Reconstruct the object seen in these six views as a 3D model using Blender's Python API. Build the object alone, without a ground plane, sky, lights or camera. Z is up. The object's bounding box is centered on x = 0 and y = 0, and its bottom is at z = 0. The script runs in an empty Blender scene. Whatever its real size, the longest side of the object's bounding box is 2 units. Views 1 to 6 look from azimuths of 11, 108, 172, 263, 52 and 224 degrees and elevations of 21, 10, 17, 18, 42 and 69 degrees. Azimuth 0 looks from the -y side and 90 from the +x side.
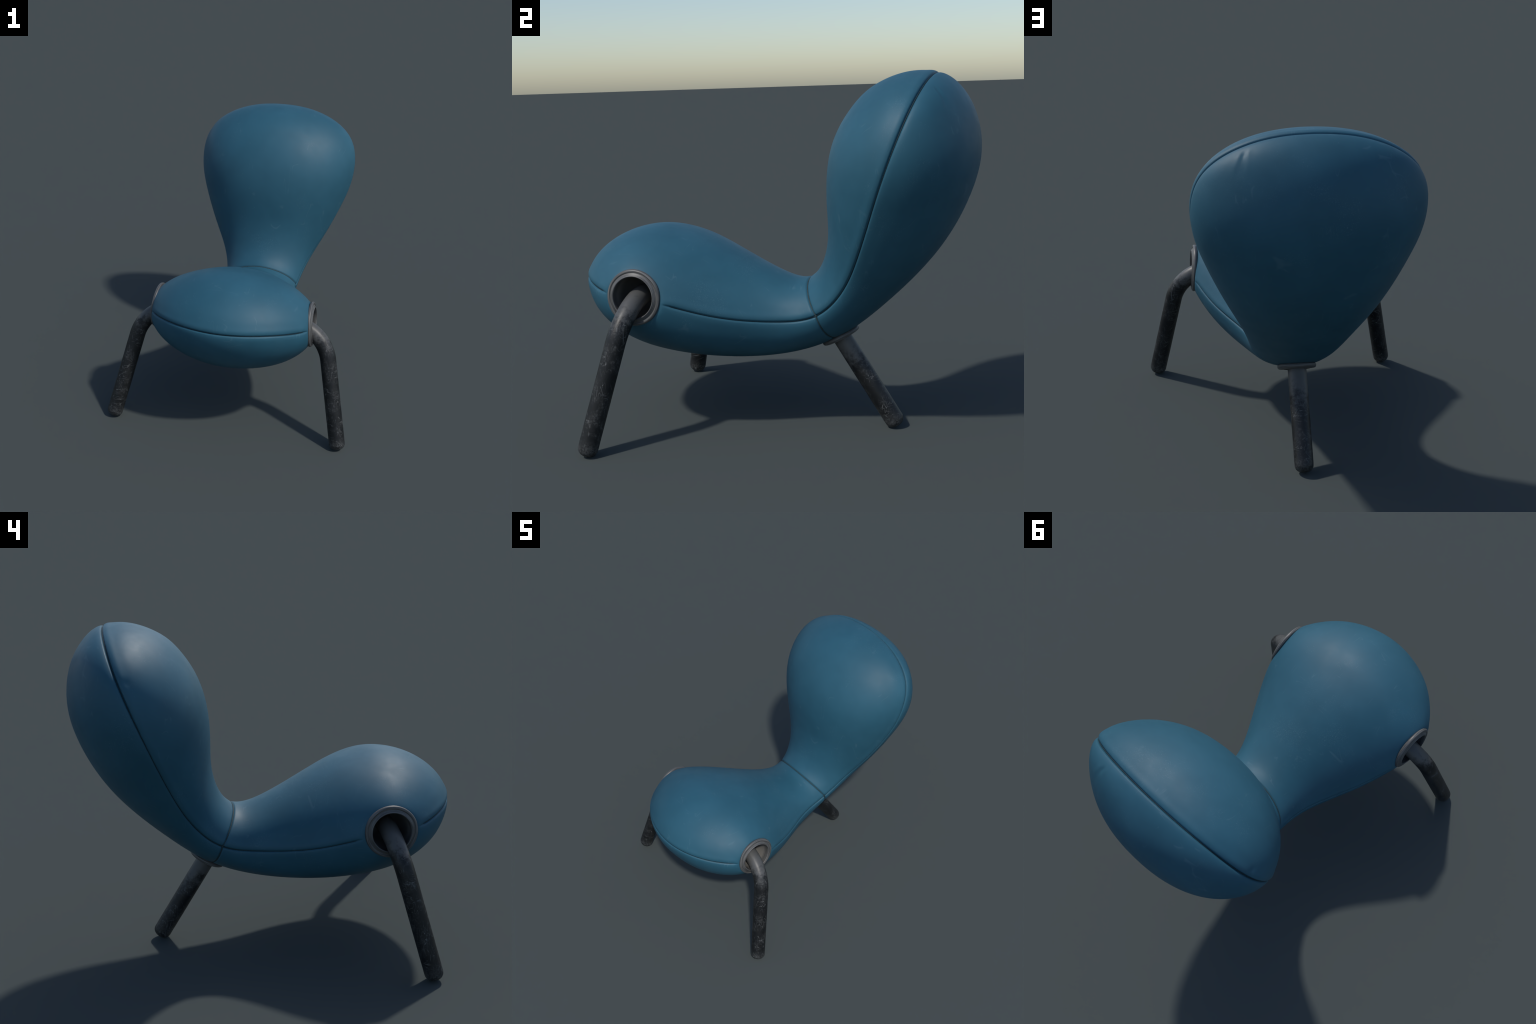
# Lounge chair: one blown-up, blue upholstered body (seat + backrest) with sewn seams,
# carried by three scuffed black tube legs that leave the body through metal sockets.
import bpy, math
import numpy as np
from mathutils import Vector

# ------------------------------------------------------------------ body data
# Stations run from the front edge of the seat, through the waist, to the top of the back.
# FACE: centre line of the sitting side (y, z).  SHELL: centre line of underside / rear.
# SEAM: side seam (y, z) with half width SEAM_X.
FACE = [(-0.872, 0.947), (-0.671, 1.015), (-0.513, 0.999), (-0.339, 0.943), (-0.073, 0.817), (0.168, 0.761),
        (0.275, 0.952), (0.281, 1.178), (0.314, 1.419), (0.409, 1.598), (0.515, 1.698), (0.667, 1.753)]
SHELL = [(-0.929, 0.596), (-0.814, 0.485), (-0.614, 0.399), (-0.306, 0.353), (0.024, 0.366), (0.309, 0.459),
         (0.548, 0.637), (0.806, 0.909), (0.959, 1.190), (1.002, 1.403), (0.968, 1.581), (0.890, 1.697)]
SEAM = [(-0.912, 0.775), (-0.711, 0.745), (-0.518, 0.723), (-0.229, 0.630), (0.046, 0.582), (0.254, 0.615),
        (0.396, 0.750), (0.488, 0.920), (0.568, 1.119), (0.646, 1.326), (0.735, 1.561), (0.788, 1.709)]
SEAM_X = [0.302, 0.488, 0.508, 0.398, 0.267, 0.246, 0.295, 0.386, 0.478, 0.536, 0.491, 0.270]
TIPS = [(-0.999, 0.781), (0.803, 1.748)]
# superellipse exponent of the cross-section at each station (2 = ellipse)
FULL_FACE = [1.97, 1.90, 1.95, 2.04, 1.98, 1.85, 1.90, 2.01, 2.20, 2.04, 1.80, 1.98]
FULL_SHELL = [1.96, 1.91, 2.16, 2.30, 2.27, 2.04, 2.06, 2.26, 2.28, 2.12, 1.81, 2.00]
NS = len(FACE)
WAIST = 6                                  # station of the cross seam

# sockets: centre, outward axis
FRONT_C, FRONT_N = np.array((0.4798, -0.5807, 0.7294)), np.array((0.9983, 0.0106, 0.0565))
REAR_C, REAR_N = np.array((0.0, 0.3198, 0.4623)), np.array((0.0, 0.454, -0.891))
FRONT_R, REAR_R = 0.1366, 0.100
LEG_R = 0.0485


def spline_basis(m, ts):
    """Rows give a periodic cubic spline through m uniform knots."""
    A, R = np.zeros((m, m)), np.zeros((m, m))
    for i in range(m):
        A[i, i], A[i, (i - 1) % m], A[i, (i + 1) % m] = 4, 1, 1
        R[i, i], R[i, (i - 1) % m], R[i, (i + 1) % m] = -12, 6, 6
    M = np.linalg.solve(A, R)
    out = np.zeros((len(ts), m))
    for k, t in enumerate(ts):
        i = int(math.floor(t)); u = t - i; a, b = i % m, (i + 1) % m
        out[k, a] += 1 - u; out[k, b] += u
        out[k] += ((1 - u) ** 3 - (1 - u)) / 6 * M[a] + (u ** 3 - u) / 6 * M[b]
    return out


def sstep(a, b, x):
    t = np.clip((x - a) / (b - a), 0, 1)
    return t * t * (3 - 2 * t)


def body_curves(ts):
    m = 2 * NS + 2
    face, shell, seam, tips = map(np.array, (FACE, SHELL, SEAM, TIPS))
    w = np.array(SEAM_X)
    loop = np.concatenate([tips[:1], face, tips[1:], shell[::-1]])
    ring = np.concatenate([np.c_[0, tips[:1]], np.c_[w, seam], np.c_[0, tips[1:]], np.c_[-w, seam][::-1]])
    return spline_basis(m, ts) @ loop, spline_basis(m, (-ts) % m) @ loop, spline_basis(m, ts) @ ring


def quarter(S, C, p, ang):
    c = np.cos(ang)[None] ** (2 / p[:, None]); s = np.sin(ang)[None] ** (2 / p[:, None])
    return np.stack([S[:, :1] * s, S[:, 1:2] + (C[:, :1] - S[:, 1:2]) * c, S[:, 2:3] + (C[:, 1:] - S[:, 2:3]) * c], -1)


def body_grid(ts, nq):
    Tc, Bc, Sc = body_curves(ts)
    even = lambda p: np.array([p[0]] + p + [p[-1]] + p[::-1])
    pT, pB = (spline_basis(2 * NS + 2, ts) @ even(p) for p in (FULL_FACE, FULL_SHELL))
    u = np.linspace(0, 1, nq)
    ang = np.pi / 2 * (1 - (1 - u) ** 2.1)          # samples crowd towards the seam
    ang[-1] = np.pi / 2
    top, low = quarter(Sc, Tc, pT, ang), quarter(Sc, Bc, pB, ang)
    right = np.concatenate([top, low[:, ::-1][:, 1:]], 1)
    left = right[:, ::-1] * np.array([-1, 1, 1])
    V = np.concatenate([right, left[:, 1:-1]], 1)
    side = np.concatenate([np.ones(nq - 1), [0], -np.ones(2 * nq - 3), [0], np.ones(nq - 2)])   # +1 face, -1 shell
    return V, side, Sc


def grid_normals(V):
    du = np.roll(V, -1, 1) - np.roll(V, 1, 1); dv = np.gradient(V, axis=0)
    n = np.cross(du, dv); n /= np.linalg.norm(n, axis=-1, keepdims=True) + 1e-12
    return n


def nearest(P, C, chunk=4000):
    """distance from points P to the dense polyline points C"""
    out = np.empty(len(P)); c2 = (C ** 2).sum(1)
    for i in range(0, len(P), chunk):
        q = P[i:i + chunk]
        d2 = (q ** 2).sum(1)[:, None] + c2[None] - 2 * q @ C.T
        out[i:i + chunk] = np.sqrt(np.maximum(d2.min(1), 0))
    return out


def densify(C, k):
    t = np.linspace(0, len(C) - 1, (len(C) - 1) * k + 1); i = np.minimum(t.astype(int), len(C) - 2); u = (t - i)[:, None]
    return C[i] * (1 - u) + C[i + 1] * u


def axial(P, c, n):
    d = P - c; h = d @ n
    return h, np.linalg.norm(d - h[:, None] * n, axis=1)


def seat_on_socket(P, c, n, R):
    """press the cushion flat where a socket flange sits on it"""
    h, r = axial(P, c, n)
    lim = -0.002 + 0.30 * np.maximum(r - (R - 0.012), 0)
    over = h - lim
    k = 0.006
    push = k * np.log1p(np.exp(np.clip(over / k, -40, 40))) * (1 - sstep(R - 0.004, R * 1.22, r)) * (np.abs(h) < 0.2)
    return P - push[:, None] * n


# ------------------------------------------------------------------ helpers
root = bpy.data.objects.new("lounge_chair", None)
root.empty_display_size = 0.2
bpy.context.scene.collection.objects.link(root)
root["label"] = "three-legged blue upholstered lounge chair with bulbous seat and back"
root["category"] = "chair"


def add_mesh(name, verts, faces, mat, parent=None, smooth=True):
    me = bpy.data.meshes.new(name)
    me.from_pydata([tuple(v) for v in verts], [], faces)
    me.validate(); me.update()
    if smooth:
        me.polygons.foreach_set("use_smooth", [True] * len(me.polygons))
    me.materials.append(mat)
    ob = bpy.data.objects.new(name, me)
    bpy.context.scene.collection.objects.link(ob)
    ob.parent = parent or root
    return ob


class Nodes:
    """small wrapper to write node trees as expressions"""
    def __init__(self, name):
        self.mat = bpy.data.materials.new(name); self.mat.use_nodes = True
        self.nt = self.mat.node_tree
        self.bsdf = self.nt.nodes["Principled BSDF"]
        self.co = self.nt.nodes.new("ShaderNodeTexCoord").outputs["Object"]

    def new(self, kind, **kw):
        n = self.nt.nodes.new(kind)
        for k, v in kw.items():
            setattr(n, k, v)
        return n

    def link(self, a, b):
        if hasattr(a, "is_output"):
            self.nt.links.new(a, b)
        else:
            b.default_value = a

    def mapping(self, scale=(1, 1, 1), rot=(0, 0, 0), loc=(0, 0, 0), src=None):
        m = self.new("ShaderNodeMapping"); self.link(src or self.co, m.inputs["Vector"])
        m.inputs["Scale"].default_value = scale; m.inputs["Rotation"].default_value = rot; m.inputs["Location"].default_value = loc
        return m.outputs[0]

    def noise(self, vec, scale, detail=3, rough=0.55, distort=0.0):
        n = self.new("ShaderNodeTexNoise"); self.link(vec, n.inputs["Vector"])
        n.inputs["Scale"].default_value = scale; n.inputs["Detail"].default_value = detail
        n.inputs["Roughness"].default_value = rough; n.inputs["Distortion"].default_value = distort
        return n.outputs["Fac"]

    def math(self, op, a, b=0.0, c=0.0):
        n = self.new("ShaderNodeMath", operation=op)
        for i, v in enumerate((a, b, c)):
            self.link(v, n.inputs[i])
        return n.outputs[0]

    def ramp(self, x, lo, hi, out0=0.0, out1=1.0):
        n = self.new("ShaderNodeMapRange", interpolation_type='SMOOTHSTEP')
        self.link(x, n.inputs[0])
        for i, v in zip((1, 2, 3, 4), (lo, hi, out0, out1)):
            n.inputs[i].default_value = v
        return n.outputs[0]

    def mix(self, fac, a, b):
        n = self.new("ShaderNodeMix", data_type='RGBA')
        self.link(fac, n.inputs["Factor"])
        ca, cb = [s for s in n.inputs if s.type == 'RGBA']
        self.link(a if hasattr(a, "is_output") else (*a, 1), ca); self.link(b if hasattr(b, "is_output") else (*b, 1), cb)
        return [s for s in n.outputs if s.type == 'RGBA'][0]

    def scratches(self, vec, width, patch, seed, lo=0.56, hi=0.68):
        """thin hairlines: iso-lines of a stretched noise, kept only in patches"""
        f = self.noise(vec, 1.0, 0.0, 0.4, 0.0)
        line = self.ramp(self.math('ABSOLUTE', self.math('SUBTRACT', f, 0.5)), 0.0, width, 1.0, 0.0)
        m = self.ramp(self.noise(self.mapping(loc=(seed, seed * 1.7, -seed)), patch, 2), lo, hi)
        return self.math('MULTIPLY', line, m)

    def bump(self, height, strength, dist):
        b = self.new("ShaderNodeBump"); self.link(height, b.inputs["Height"])
        b.inputs["Strength"].default_value = strength; b.inputs["Distance"].default_value = dist
        self.nt.links.new(b.outputs[0], self.bsdf.inputs["Normal"])

    def out(self, color, rough, metal=0.0, spec=0.5):
        self.link(color if hasattr(color, "is_output") else (*color, 1), self.bsdf.inputs["Base Color"])
        self.link(rough, self.bsdf.inputs["Roughness"]); self.link(metal, self.bsdf.inputs["Metallic"])
        self.bsdf.inputs["Specular IOR Level"].default_value = spec
        return self.mat


def upholstery_material():
    n = Nodes("blue_upholstery")
    base, deep, pale = (0.027, 0.108, 0.160), (0.022, 0.093, 0.139), (0.095, 0.185, 0.235)  # blue darkened slightly towards the shading seen on the seat's side
    cloud = n.ramp(n.noise(n.co, 3.2, 4, 0.6), 0.3, 0.7)
    col = n.mix(cloud, deep, base)
    # rubbed patches: fine pale specks gathered in clouds
    patch = n.ramp(n.noise(n.mapping(loc=(3, 1, 7)), 5.0, 3, 0.6), 0.48, 0.72)
    speck = n.ramp(n.noise(n.co, 190, 3, 0.7), 0.54, 0.70)
    wear = n.math('MULTIPLY', patch, n.math('MULTIPLY', speck, 0.6))
    s1 = n.scratches(n.mapping((44, 5, 9), (0.4, 0.9, 0.2)), 0.030, 9, 2.0, 0.60, 0.70)
    s2 = n.scratches(n.mapping((6, 44, 10), (1.1, 0.3, 0.8), (5, 2, 1)), 0.030, 9, 9.0, 0.60, 0.70)
    wear = n.math('MAXIMUM', wear, n.math('MULTIPLY', n.math('MAXIMUM', s1, s2), 0.30))
    col = n.mix(wear, col, pale)
    grain = n.noise(n.co, 420, 3, 0.6)
    n.bump(grain, 0.12, 0.004)
    rough = n.ramp(n.noise(n.co, 9, 4, 0.6), 0.3, 0.7, 0.51, 0.58)
    m = n.out(col, rough, 0.0, 0.32)
    return m


def seam_material(tone_a, tone_b):
    n = Nodes("crease_shade_line")
    st = n.ramp(n.noise(n.co, 160, 2), 0.35, 0.65)
    return n.out(n.mix(st, tone_a, tone_b), 0.7, 0.0, 0.3)


def leg_material(split, span):
    n = Nodes("scuffed_black_leg")
    z = n.new("ShaderNodeSeparateXYZ"); n.link(n.co, z.inputs[0]); zz = z.outputs[2]
    cloud = n.noise(n.co, 14, 4, 0.6)
    fine = n.noise(n.co, 95, 4, 0.7)
    black = n.mix(n.ramp(cloud, 0.35, 0.7), (0.007, 0.008, 0.009), (0.014, 0.015, 0.016))
    # bare grey primer towards the socket, with a worn cloudy border
    edge = n.math('ADD', zz, n.math('MULTIPLY', n.math('SUBTRACT', n.noise(n.co, 26, 4, 0.7), 0.5), 0.30))
    primer = n.ramp(edge, split - span, split + span)
    col = n.mix(primer, black, (0.085, 0.086, 0.085))
    # mottled abrasion
    rub = n.math('MULTIPLY', n.ramp(cloud, 0.42, 0.62), n.ramp(fine, 0.46, 0.66))
    # hairline scratches in several directions
    a = n.scratches(n.mapping((10, 10, 70), (0.25, 0.15, 0)), 0.030, 14, 1.0, 0.52, 0.64)
    b = n.scratches(n.mapping((60, 60, 9), (0.5, 0.7, 0.3), (3, 1, 4)), 0.026, 14, 4.0, 0.52, 0.64)
    c = n.scratches(n.mapping((20, 70, 26), (-0.8, 0.4, 1.2), (7, 5, 2)), 0.026, 14, 7.0, 0.52, 0.64)
    scr = n.math('MAXIMUM', n.math('MAXIMUM', a, b), c)
    # scuffed end of the tube
    tip = n.math('MULTIPLY', n.ramp(n.math('ADD', zz, n.math('MULTIPLY', cloud, 0.05)), 0.04, 0.13, 1.0, 0.0), n.ramp(fine, 0.36, 0.66))
    wear = n.math('MAXIMUM', n.math('MULTIPLY', rub, 0.32), n.math('MULTIPLY', tip, 0.55))
    wear = n.math('MAXIMUM', wear, n.math('MULTIPLY', scr, n.ramp(fine, 0.35, 0.6, 0.35, 1.0)))
    wear = n.math('MULTIPLY', wear, n.math('SUBTRACT', 1.0, n.math('MULTIPLY', primer, 0.75)))
    col = n.mix(wear, col, (0.120, 0.125, 0.125))
    rough = n.math('ADD', 0.42, n.math('MULTIPLY', wear, 0.2))
    n.bump(n.math('SUBTRACT', fine, scr), 0.15, 0.002)
    return n.out(col, rough, 0.0, 0.36)


def metal_material(c, nrm, R):
    """turned grey metal: streaks run round the socket axis"""
    n = Nodes("turned_grey_metal")
    d = n.new("ShaderNodeVectorMath", operation='SUBTRACT'); n.link(n.co, d.inputs[0]); d.inputs[1].default_value = tuple(c)
    dot = n.new("ShaderNodeVectorMath", operation='DOT_PRODUCT'); n.link(d.outputs[0], dot.inputs[0]); dot.inputs[1].default_value = tuple(nrm)
    ln = n.new("ShaderNodeVectorMath", operation='LENGTH'); n.link(d.outputs[0], ln.inputs[0])
    comb = n.new("ShaderNodeCombineXYZ")
    n.link(n.math('MULTIPLY', ln.outputs["Value"], 420.0), comb.inputs[0]); n.link(n.math('MULTIPLY', dot.outputs["Value"], 260.0), comb.inputs[1])
    sc = n.new("ShaderNodeVectorMath", operation='SCALE'); n.link(d.outputs[0], sc.inputs[0]); sc.inputs[3].default_value = 9.0
    add = n.new("ShaderNodeVectorMath", operation='ADD'); n.link(comb.outputs[0], add.inputs[0]); n.link(sc.outputs[0], add.inputs[1])
    streak = n.noise(add.outputs[0], 1.0, 4, 0.65)
    col = n.mix(n.ramp(streak, 0.32, 0.68), (0.032, 0.033, 0.034), (0.150, 0.150, 0.146))
    inner = n.ramp(dot.outputs["Value"], -0.035, -0.012, 1.0, 0.0)
    col = n.mix(inner, col, (0.170, 0.165, 0.155))
    n.bump(streak, 0.12, 0.002)
    return n.out(col, n.ramp(streak, 0.3, 0.7, 0.38, 0.5), 0.0, 0.5)


blue = upholstery_material()
crease_shade = seam_material((0.008, 0.024, 0.034), (0.014, 0.036, 0.048))  # near-black blue paints the occlusion shadow at the bottom of the side seam
waist_line_tone = seam_material((0.024, 0.045, 0.052), (0.036, 0.060, 0.066))

# ------------------------------------------------------------------ body
def body_rows():
    """row parameters, crowded round the waist seam and the tips"""
    ts = np.linspace(0, NS + 1, 300)
    extra = WAIST + np.sign(np.linspace(-1, 1, 49)) * np.abs(np.linspace(-1, 1, 49)) ** 1.8 * 0.35
    ends = np.concatenate([np.linspace(0, 0.12, 8), NS + 1 - np.linspace(0, 0.12, 8)])
    ts = ts[np.abs(ts - WAIST) > 0.35]
    ts = np.unique(np.round(np.concatenate([ts, extra, ends, [WAIST]]), 6))
    keep = [ts[0]]
    for t in ts[1:]:
        if t - keep[-1] > 1e-4:
            keep.append(t)
    return np.array(keep)


ts = body_rows()
NQ = 60
V, side, Sc = body_grid(ts, NQ)
waist_row = int(np.argmin(np.abs(ts - WAIST)))
N = grid_normals(V)
nr, nc = V.shape[:2]
# pole normals
N[0] = np.array([0, -1, 0.0]); N[-1] = np.array([0, 0.35, 0.94])

fine_ts = np.linspace(0, NS + 1, 900)
seam_r = body_curves(fine_ts)[2]
seam_all = np.concatenate([seam_r, seam_r * np.array([-1, 1, 1])])
ring = V[waist_row]; ring_d = densify(np.concatenate([ring, ring[:1]]), 4)
P = V.reshape(-1, 3); NN = N.reshape(-1, 3)
sd = nearest(P, seam_all); wd = nearest(P, ring_d)
sgn = np.tile(side[None], (nr, 1)).ravel()

# seam relief fades out beside the front sockets
fade = np.ones(len(P))
for sx in (1, -1):
    c = FRONT_C * np.array([sx, 1, 1]); fade *= sstep(0.135, 0.20, np.linalg.norm(P - c, axis=1))
core = np.exp(-(sd / 0.0055) ** 2) + 0.25 * np.exp(-(sd / 0.016) ** 2)
lip = np.exp(-((sd - 0.024) / 0.020) ** 2)
rel = fade * (-0.0085 * core + lip * np.where(sgn > 0, 0.0028, 0.0004))
wcore = np.exp(-(wd / 0.0055) ** 2) + 0.3 * np.exp(-(wd / 0.016) ** 2)
rel += -0.0065 * wcore
# small puckers in the cover near the side seam
def along(p, q, width):
    p, q = np.array(p), np.array(q); d = q - p; L = np.linalg.norm(d); d /= L
    t = (P - p) @ d; r2 = ((P - p - t[:, None] * d) ** 2).sum(1)
    return np.exp(-r2 / width ** 2) * sstep(-0.02, 0.02, t) * (1 - sstep(L - 0.05, L + 0.02, t))
rel -= 0.0040 * along((0.309, 0.838, 1.680), (0.335, 0.885, 1.585), 0.011)
rel += 0.0022 * along((0.288, 0.838, 1.680), (0.312, 0.885, 1.595), 0.010)
rel += 0.0018 * along((0.332, 0.838, 1.670), (0.358, 0.885, 1.585), 0.012)
rel -= 0.0030 * np.exp(-((P - np.array((-0.493, 0.700, 1.563))) ** 2).sum(1) / 0.020 ** 2)
P = P + rel[:, None] * NN
for c, n_, R in ((FRONT_C, FRONT_N, FRONT_R), (FRONT_C * np.array([-1, 1, 1]), FRONT_N * np.array([-1, 1, 1]), FRONT_R), (REAR_C, REAR_N, REAR_R)):
    P = seat_on_socket(P, c, n_, R)

# holes for the sockets
hole = np.zeros(len(P), bool)
for c, n_, R in ((FRONT_C, FRONT_N, FRONT_R - 0.022), (FRONT_C * np.array([-1, 1, 1]), FRONT_N * np.array([-1, 1, 1]), FRONT_R - 0.022), (REAR_C, REAR_N, REAR_R - 0.022)):
    h, r = axial(P, c, n_)
    hole |= (r < R) & (np.abs(h) < 0.09)


def build_panel(name, r0, r1):
    """rows r0..r1 of the body grid as an object of its own"""
    idx, verts, faces = {}, [], []

    def vid(i, j):
        j %= nc
        key = (i, 0) if i in (0, nr - 1) else (i, j)
        if key not in idx:
            idx[key] = len(verts); verts.append(i * nc + key[1])
        return idx[key]
    for i in range(r0, r1):
        for j in range(nc):
            q = [(i, j), (i + 1, j), (i + 1, (j + 1) % nc), (i, (j + 1) % nc)]
            if all(hole[a * nc + b] for a, b in q):
                continue
            f = []
            for a, b in q:
                v = vid(a, b)
                if v not in f:
                    f.append(v)
            if len(f) > 2:
                faces.append(f[::-1])
    ob = add_mesh(name, P[verts], faces, blue)
    return ob, verts


# whole-body vertex normals after the relief
Vr = P.reshape(nr, nc, 3).copy()
NF = grid_normals(Vr)
for row, nb in ((0, 1), (nr - 1, nr - 2)):
    m = NF[nb].mean(0); NF[row] = m / np.linalg.norm(m)
outward = ((NF[:, :] * (Vr - Vr.mean(1, keepdims=True))).sum(-1)).mean() > 0
NF = (NF if outward else -NF).reshape(-1, 3)
for name, r0, r1 in (("seat", 0, waist_row), ("backrest", waist_row, nr - 1)):
    ob, vi = build_panel(name, r0, r1)
    me = ob.data
    # faces must look outwards
    fc = np.array([p.normal[:] for p in list(me.polygons)[::97]]); fv = np.array([NF[vi[p.vertices[0]]] for p in list(me.polygons)[::97]])
    if (fc * fv).sum() < 0:
        me.flip_normals()
    me.normals_split_custom_set_from_vertices([tuple(NF[k]) for k in vi])
    if name == "seat":
        seat = ob
    else:
        back = ob


# ------------------------------------------------------------------ tubes and lathes
def frames(path):
    path = np.asarray(path, float); t = np.gradient(path, axis=0); t /= np.linalg.norm(t, axis=1, keepdims=True)
    ref = np.array([0.31, 0.17, 0.93]); u = np.cross(t[0], ref); u /= np.linalg.norm(u)
    us = []
    for k in range(len(path)):
        u = u - t[k] * (u @ t[k]); u /= np.linalg.norm(u); us.append(u.copy())
    us = np.array(us)
    return path, t, us, np.cross(t, us)


def tube(name, path, radii, mat, parent=None, seg=48, closed=False, caps=True):
    path, t, u, v = frames(path)
    a = np.linspace(0, 2 * np.pi, seg, endpoint=False)
    ringv = path[:, None] + np.asarray(radii)[:, None, None] * (np.cos(a)[None, :, None] * u[:, None] + np.sin(a)[None, :, None] * v[:, None])
    verts = ringv.reshape(-1, 3); n = len(path); faces = []
    for i in range(n if closed else n - 1):
        i2 = (i + 1) % n
        for j in range(seg):
            j2 = (j + 1) % seg
            faces.append((i * seg + j, i * seg + j2, i2 * seg + j2, i2 * seg + j))
    if caps and not closed:
        faces.append(tuple(range(seg))[::-1]); faces.append(tuple((n - 1) * seg + j for j in range(seg)))
    return add_mesh(name, verts, faces, mat, parent)


def rounded_end(path, r, rc, steps=10):
    """append stations that round the tube's end with corner radius rc; returns path, radii"""
    path = [np.array(p) for p in path]; d = path[-1] - path[-2]; d /= np.linalg.norm(d)
    end = path[-1]; pts = [p for p in path if np.linalg.norm(p - end) > rc + 0.006]; rad = [r] * len(pts)
    for k in range(steps + 1):
        a = math.pi / 2 * k / steps
        pts.append(end - d * rc + d * rc * math.sin(a)); rad.append(r - rc + rc * math.cos(a))
    pts.append(end + d * 0.0006); rad.append(max(r - rc - 0.008, 0.004))
    return np.array(pts), rad


def ground_end(a, d, r, rc):
    """slide from a along the unit direction d (downwards) until the rounded end touches z = 0"""
    cz = -d[2]; sz = math.sqrt(1 - cz * cz)
    zend = rc - rc * cz + (r - rc) * sz
    return a + d * ((a[2] - zend) / cz)


def line_pts(a, b, k):
    return [a + (b - a) * i / k for i in range(k + 1)]


def fillet(a, corner, b, R, steps=26):
    d1 = (a - corner) / np.linalg.norm(a - corner); d2 = (b - corner) / np.linalg.norm(b - corner)
    half = math.acos(float(np.clip(d1 @ d2, -1, 1))) / 2
    tl = R / math.tan(half)
    bis = (d1 + d2); bis /= np.linalg.norm(bis)
    cen = corner + bis * (R / math.sin(half))
    p0, p1 = corner + d1 * tl, corner + d2 * tl
    e0, e1 = (p0 - cen) / R, (p1 - cen) / R
    om = math.acos(float(np.clip(e0 @ e1, -1, 1)))
    arc = [cen + R * (math.sin((1 - k / steps) * om) * e0 + math.sin(k / steps * om) * e1) / math.sin(om) for k in range(steps + 1)]
    return arc


def lathe(name, profile, c, n, mat, parent, seg=96):
    n = np.asarray(n) / np.linalg.norm(n)
    u = np.cross(n, (0.2, 0.9, 0.1)); u /= np.linalg.norm(u); v = np.cross(n, u)
    verts, faces = [], []
    for r, h in profile:
        for k in range(seg):
            a = 2 * math.pi * k / seg
            verts.append(c + n * h + r * (math.cos(a) * u + math.sin(a) * v))
    for i in range(len(profile) - 1):
        for k in range(seg):
            k2 = (k + 1) % seg
            faces.append((i * seg + k, i * seg + k2, (i + 1) * seg + k2, (i + 1) * seg + k))
    faces.append(tuple((len(profile) - 1) * seg + k for k in range(seg)))
    ob = add_mesh(name, verts, faces, mat, parent)
    bpy.context.view_layer.objects.active = ob
    import bmesh
    bm = bmesh.new(); bm.from_mesh(ob.data); bmesh.ops.recalc_face_normals(bm, faces=bm.faces); bm.to_mesh(ob.data); bm.free()
    return ob


def smooth_profile(pts, k=5):
    pts = np.array(pts, float); out = []
    for i in range(len(pts) - 1):
        p0, p1, p2, p3 = pts[max(i - 1, 0)], pts[i], pts[i + 1], pts[min(i + 2, len(pts) - 1)]
        for s in range(k):
            t = s / k
            out.append(0.5 * ((2 * p1) + (-p0 + p2) * t + (2 * p0 - 5 * p1 + 4 * p2 - p3) * t * t + (-p0 + 3 * p1 - 3 * p2 + p3) * t ** 3))
    out.append(pts[-1])
    return out


# ------------------------------------------------------------------ sockets
def flange_profile(R, hole_r, depth, rim):
    """outer rolled lip, shallow groove, raised inner rim, then the sleeve into the cushion"""
    lipp = [(R - 0.022, -0.018), (R - 0.006, -0.0125), (R - 0.0005, -0.006), (R, 0.001), (R - 0.003, 0.0075), (R - 0.009, 0.0105),
            (R - 0.0140, 0.0090), (R - 0.0175, 0.0080), (hole_r + 0.0095, 0.45 * rim + 0.004), (hole_r + 0.005, 0.85 * rim),
            (hole_r + 0.001, rim), (hole_r - 0.0025, 0.80 * rim), (hole_r - 0.003, 0.2 * rim)]
    prof = smooth_profile(lipp, 5)
    prof += [(hole_r - 0.003, -h) for h in (0.01, 0.03, 0.06, 0.10, depth)]
    return prof


for sx in (1, -1):
    m3 = np.array([sx, 1, 1])
    c, n_ = FRONT_C * m3, FRONT_N * m3
    lathe("leg_socket", flange_profile(FRONT_R, 0.103, 0.28, 0.0185), c, n_, metal_material(c, n_, FRONT_R), seat)
lathe("leg_socket", flange_profile(REAR_R, 0.066, 0.12, 0.014), REAR_C, REAR_N, metal_material(REAR_C, REAR_N, REAR_R), back)

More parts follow.
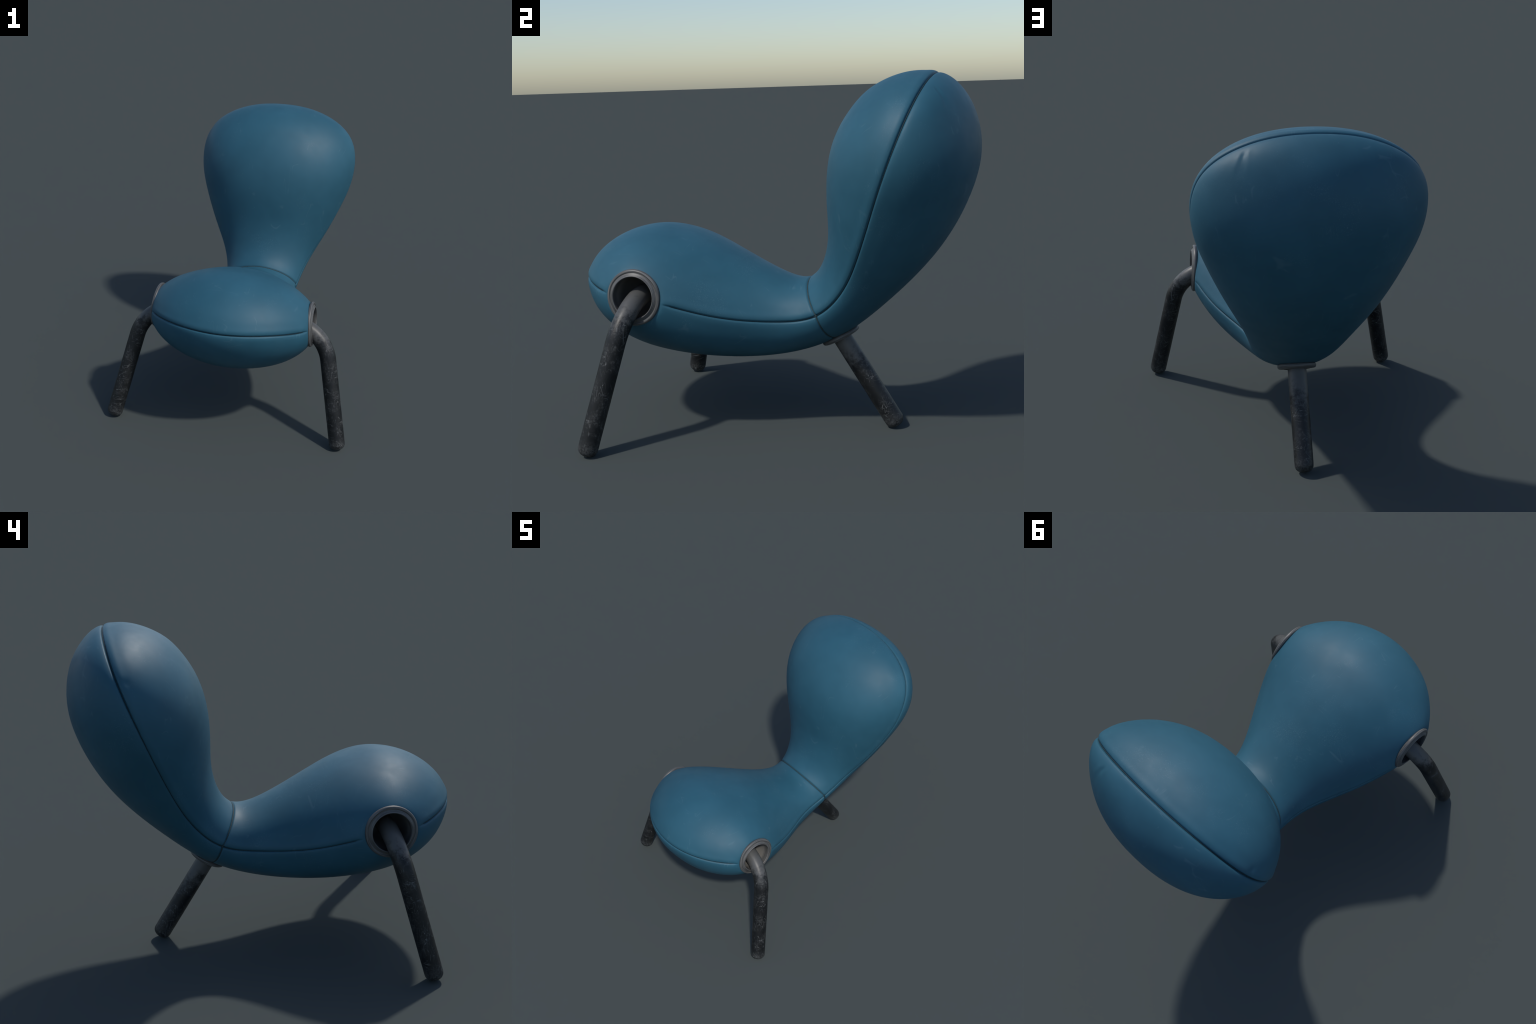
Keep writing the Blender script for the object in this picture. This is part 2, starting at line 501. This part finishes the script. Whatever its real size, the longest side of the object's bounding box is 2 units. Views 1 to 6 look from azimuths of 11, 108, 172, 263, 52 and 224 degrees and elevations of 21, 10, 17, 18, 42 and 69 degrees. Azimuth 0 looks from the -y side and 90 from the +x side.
# ------------------------------------------------------------------ legs
CAP = 0.038
front_mat, rear_mat = leg_material(0.655, 0.05), leg_material(0.36, 0.06)
knee = FRONT_C + FRONT_N * 0.0788
foot_dir = np.array((0.7081, -0.752, 0.04)) - np.array((0.6087, -0.6382, 0.5)); foot_dir /= np.linalg.norm(foot_dir)
foot = ground_end(knee, foot_dir, LEG_R, CAP)
inner = knee - FRONT_N * 0.345
bend = fillet(inner, knee, foot, 0.25)
axis = [inner + (bend[0] - inner) * k / 6 for k in range(6)] + bend + line_pts(bend[-1], foot, 20)[1:]
for sx in (1, -1):
    pts, rad = rounded_end([p * np.array([sx, 1, 1]) for p in axis], LEG_R, CAP)
    tube("leg", pts, rad, front_mat)
rear_top = np.array((0.0, 0.331, 0.446)); rd = np.array((0.0, 0.587, 0.04)) - rear_top; rd /= np.linalg.norm(rd)
rear_foot = ground_end(rear_top, rd, LEG_R, CAP)
pts, rad = rounded_end(line_pts(rear_top - rd * 0.085, rear_foot, 24), LEG_R, CAP)
tube("leg", pts, rad, rear_mat)

# ------------------------------------------------------------------ thin tubes in the grooves, modelled to draw the seams' dark crease lines
def crease_line(name, C, Nn, parent, closed, mat=None, sink=0.0098):
    tube(name, C - Nn * sink, [0.0032] * len(C), mat or crease_shade, parent, seg=8, closed=closed, caps=False)


jr = NQ - 1; jl = 3 * (NQ - 1)
def side_seam(r0, r1, parent):
    rows = [i for i in range(max(r0, 1), min(r1, nr - 2) + 1)]
    right = V[rows, jr]; left = V[rows, jl]; Nr = N[rows, jr]; Nl = N[rows, jl]
    if r0 == 0:
        C, M = np.concatenate([left[::-1], right]), np.concatenate([Nl[::-1], Nr])
    else:
        C, M = np.concatenate([right, left[::-1]]), np.concatenate([Nr, Nl[::-1]])
    # leave out the stretches swallowed by the sockets
    bad = np.zeros(len(C), bool)
    for sx in (1, -1):
        bad |= np.linalg.norm(C - FRONT_C * np.array([sx, 1, 1]), axis=1) < 0.175
    runs, cur = [], []
    for k in range(len(C)):
        if bad[k]:
            if len(cur) > 3: runs.append(cur)
            cur = []
        else:
            cur.append(k)
    if len(cur) > 3: runs.append(cur)
    for r in runs:
        crease_line("seam", C[r], M[r], parent, False)


side_seam(0, waist_row, seat)
side_seam(waist_row, nr - 1, back)
ring_c, ring_n = V[waist_row], N[waist_row]
h, r = axial(ring_c, REAR_C, REAR_N)
order = np.arange(nc)
ok = ~((r < REAR_R - 0.005) & (np.abs(h) < 0.1))
start = int(np.where(~ok)[0][-1] + 1) if (~ok).any() else 0
seq = [(start + k) % nc for k in range(nc) if ok[(start + k) % nc]]
crease_line("seam", ring_c[seq][::2], ring_n[seq][::2], back, not (~ok).any(), waist_line_tone, 0.0075)
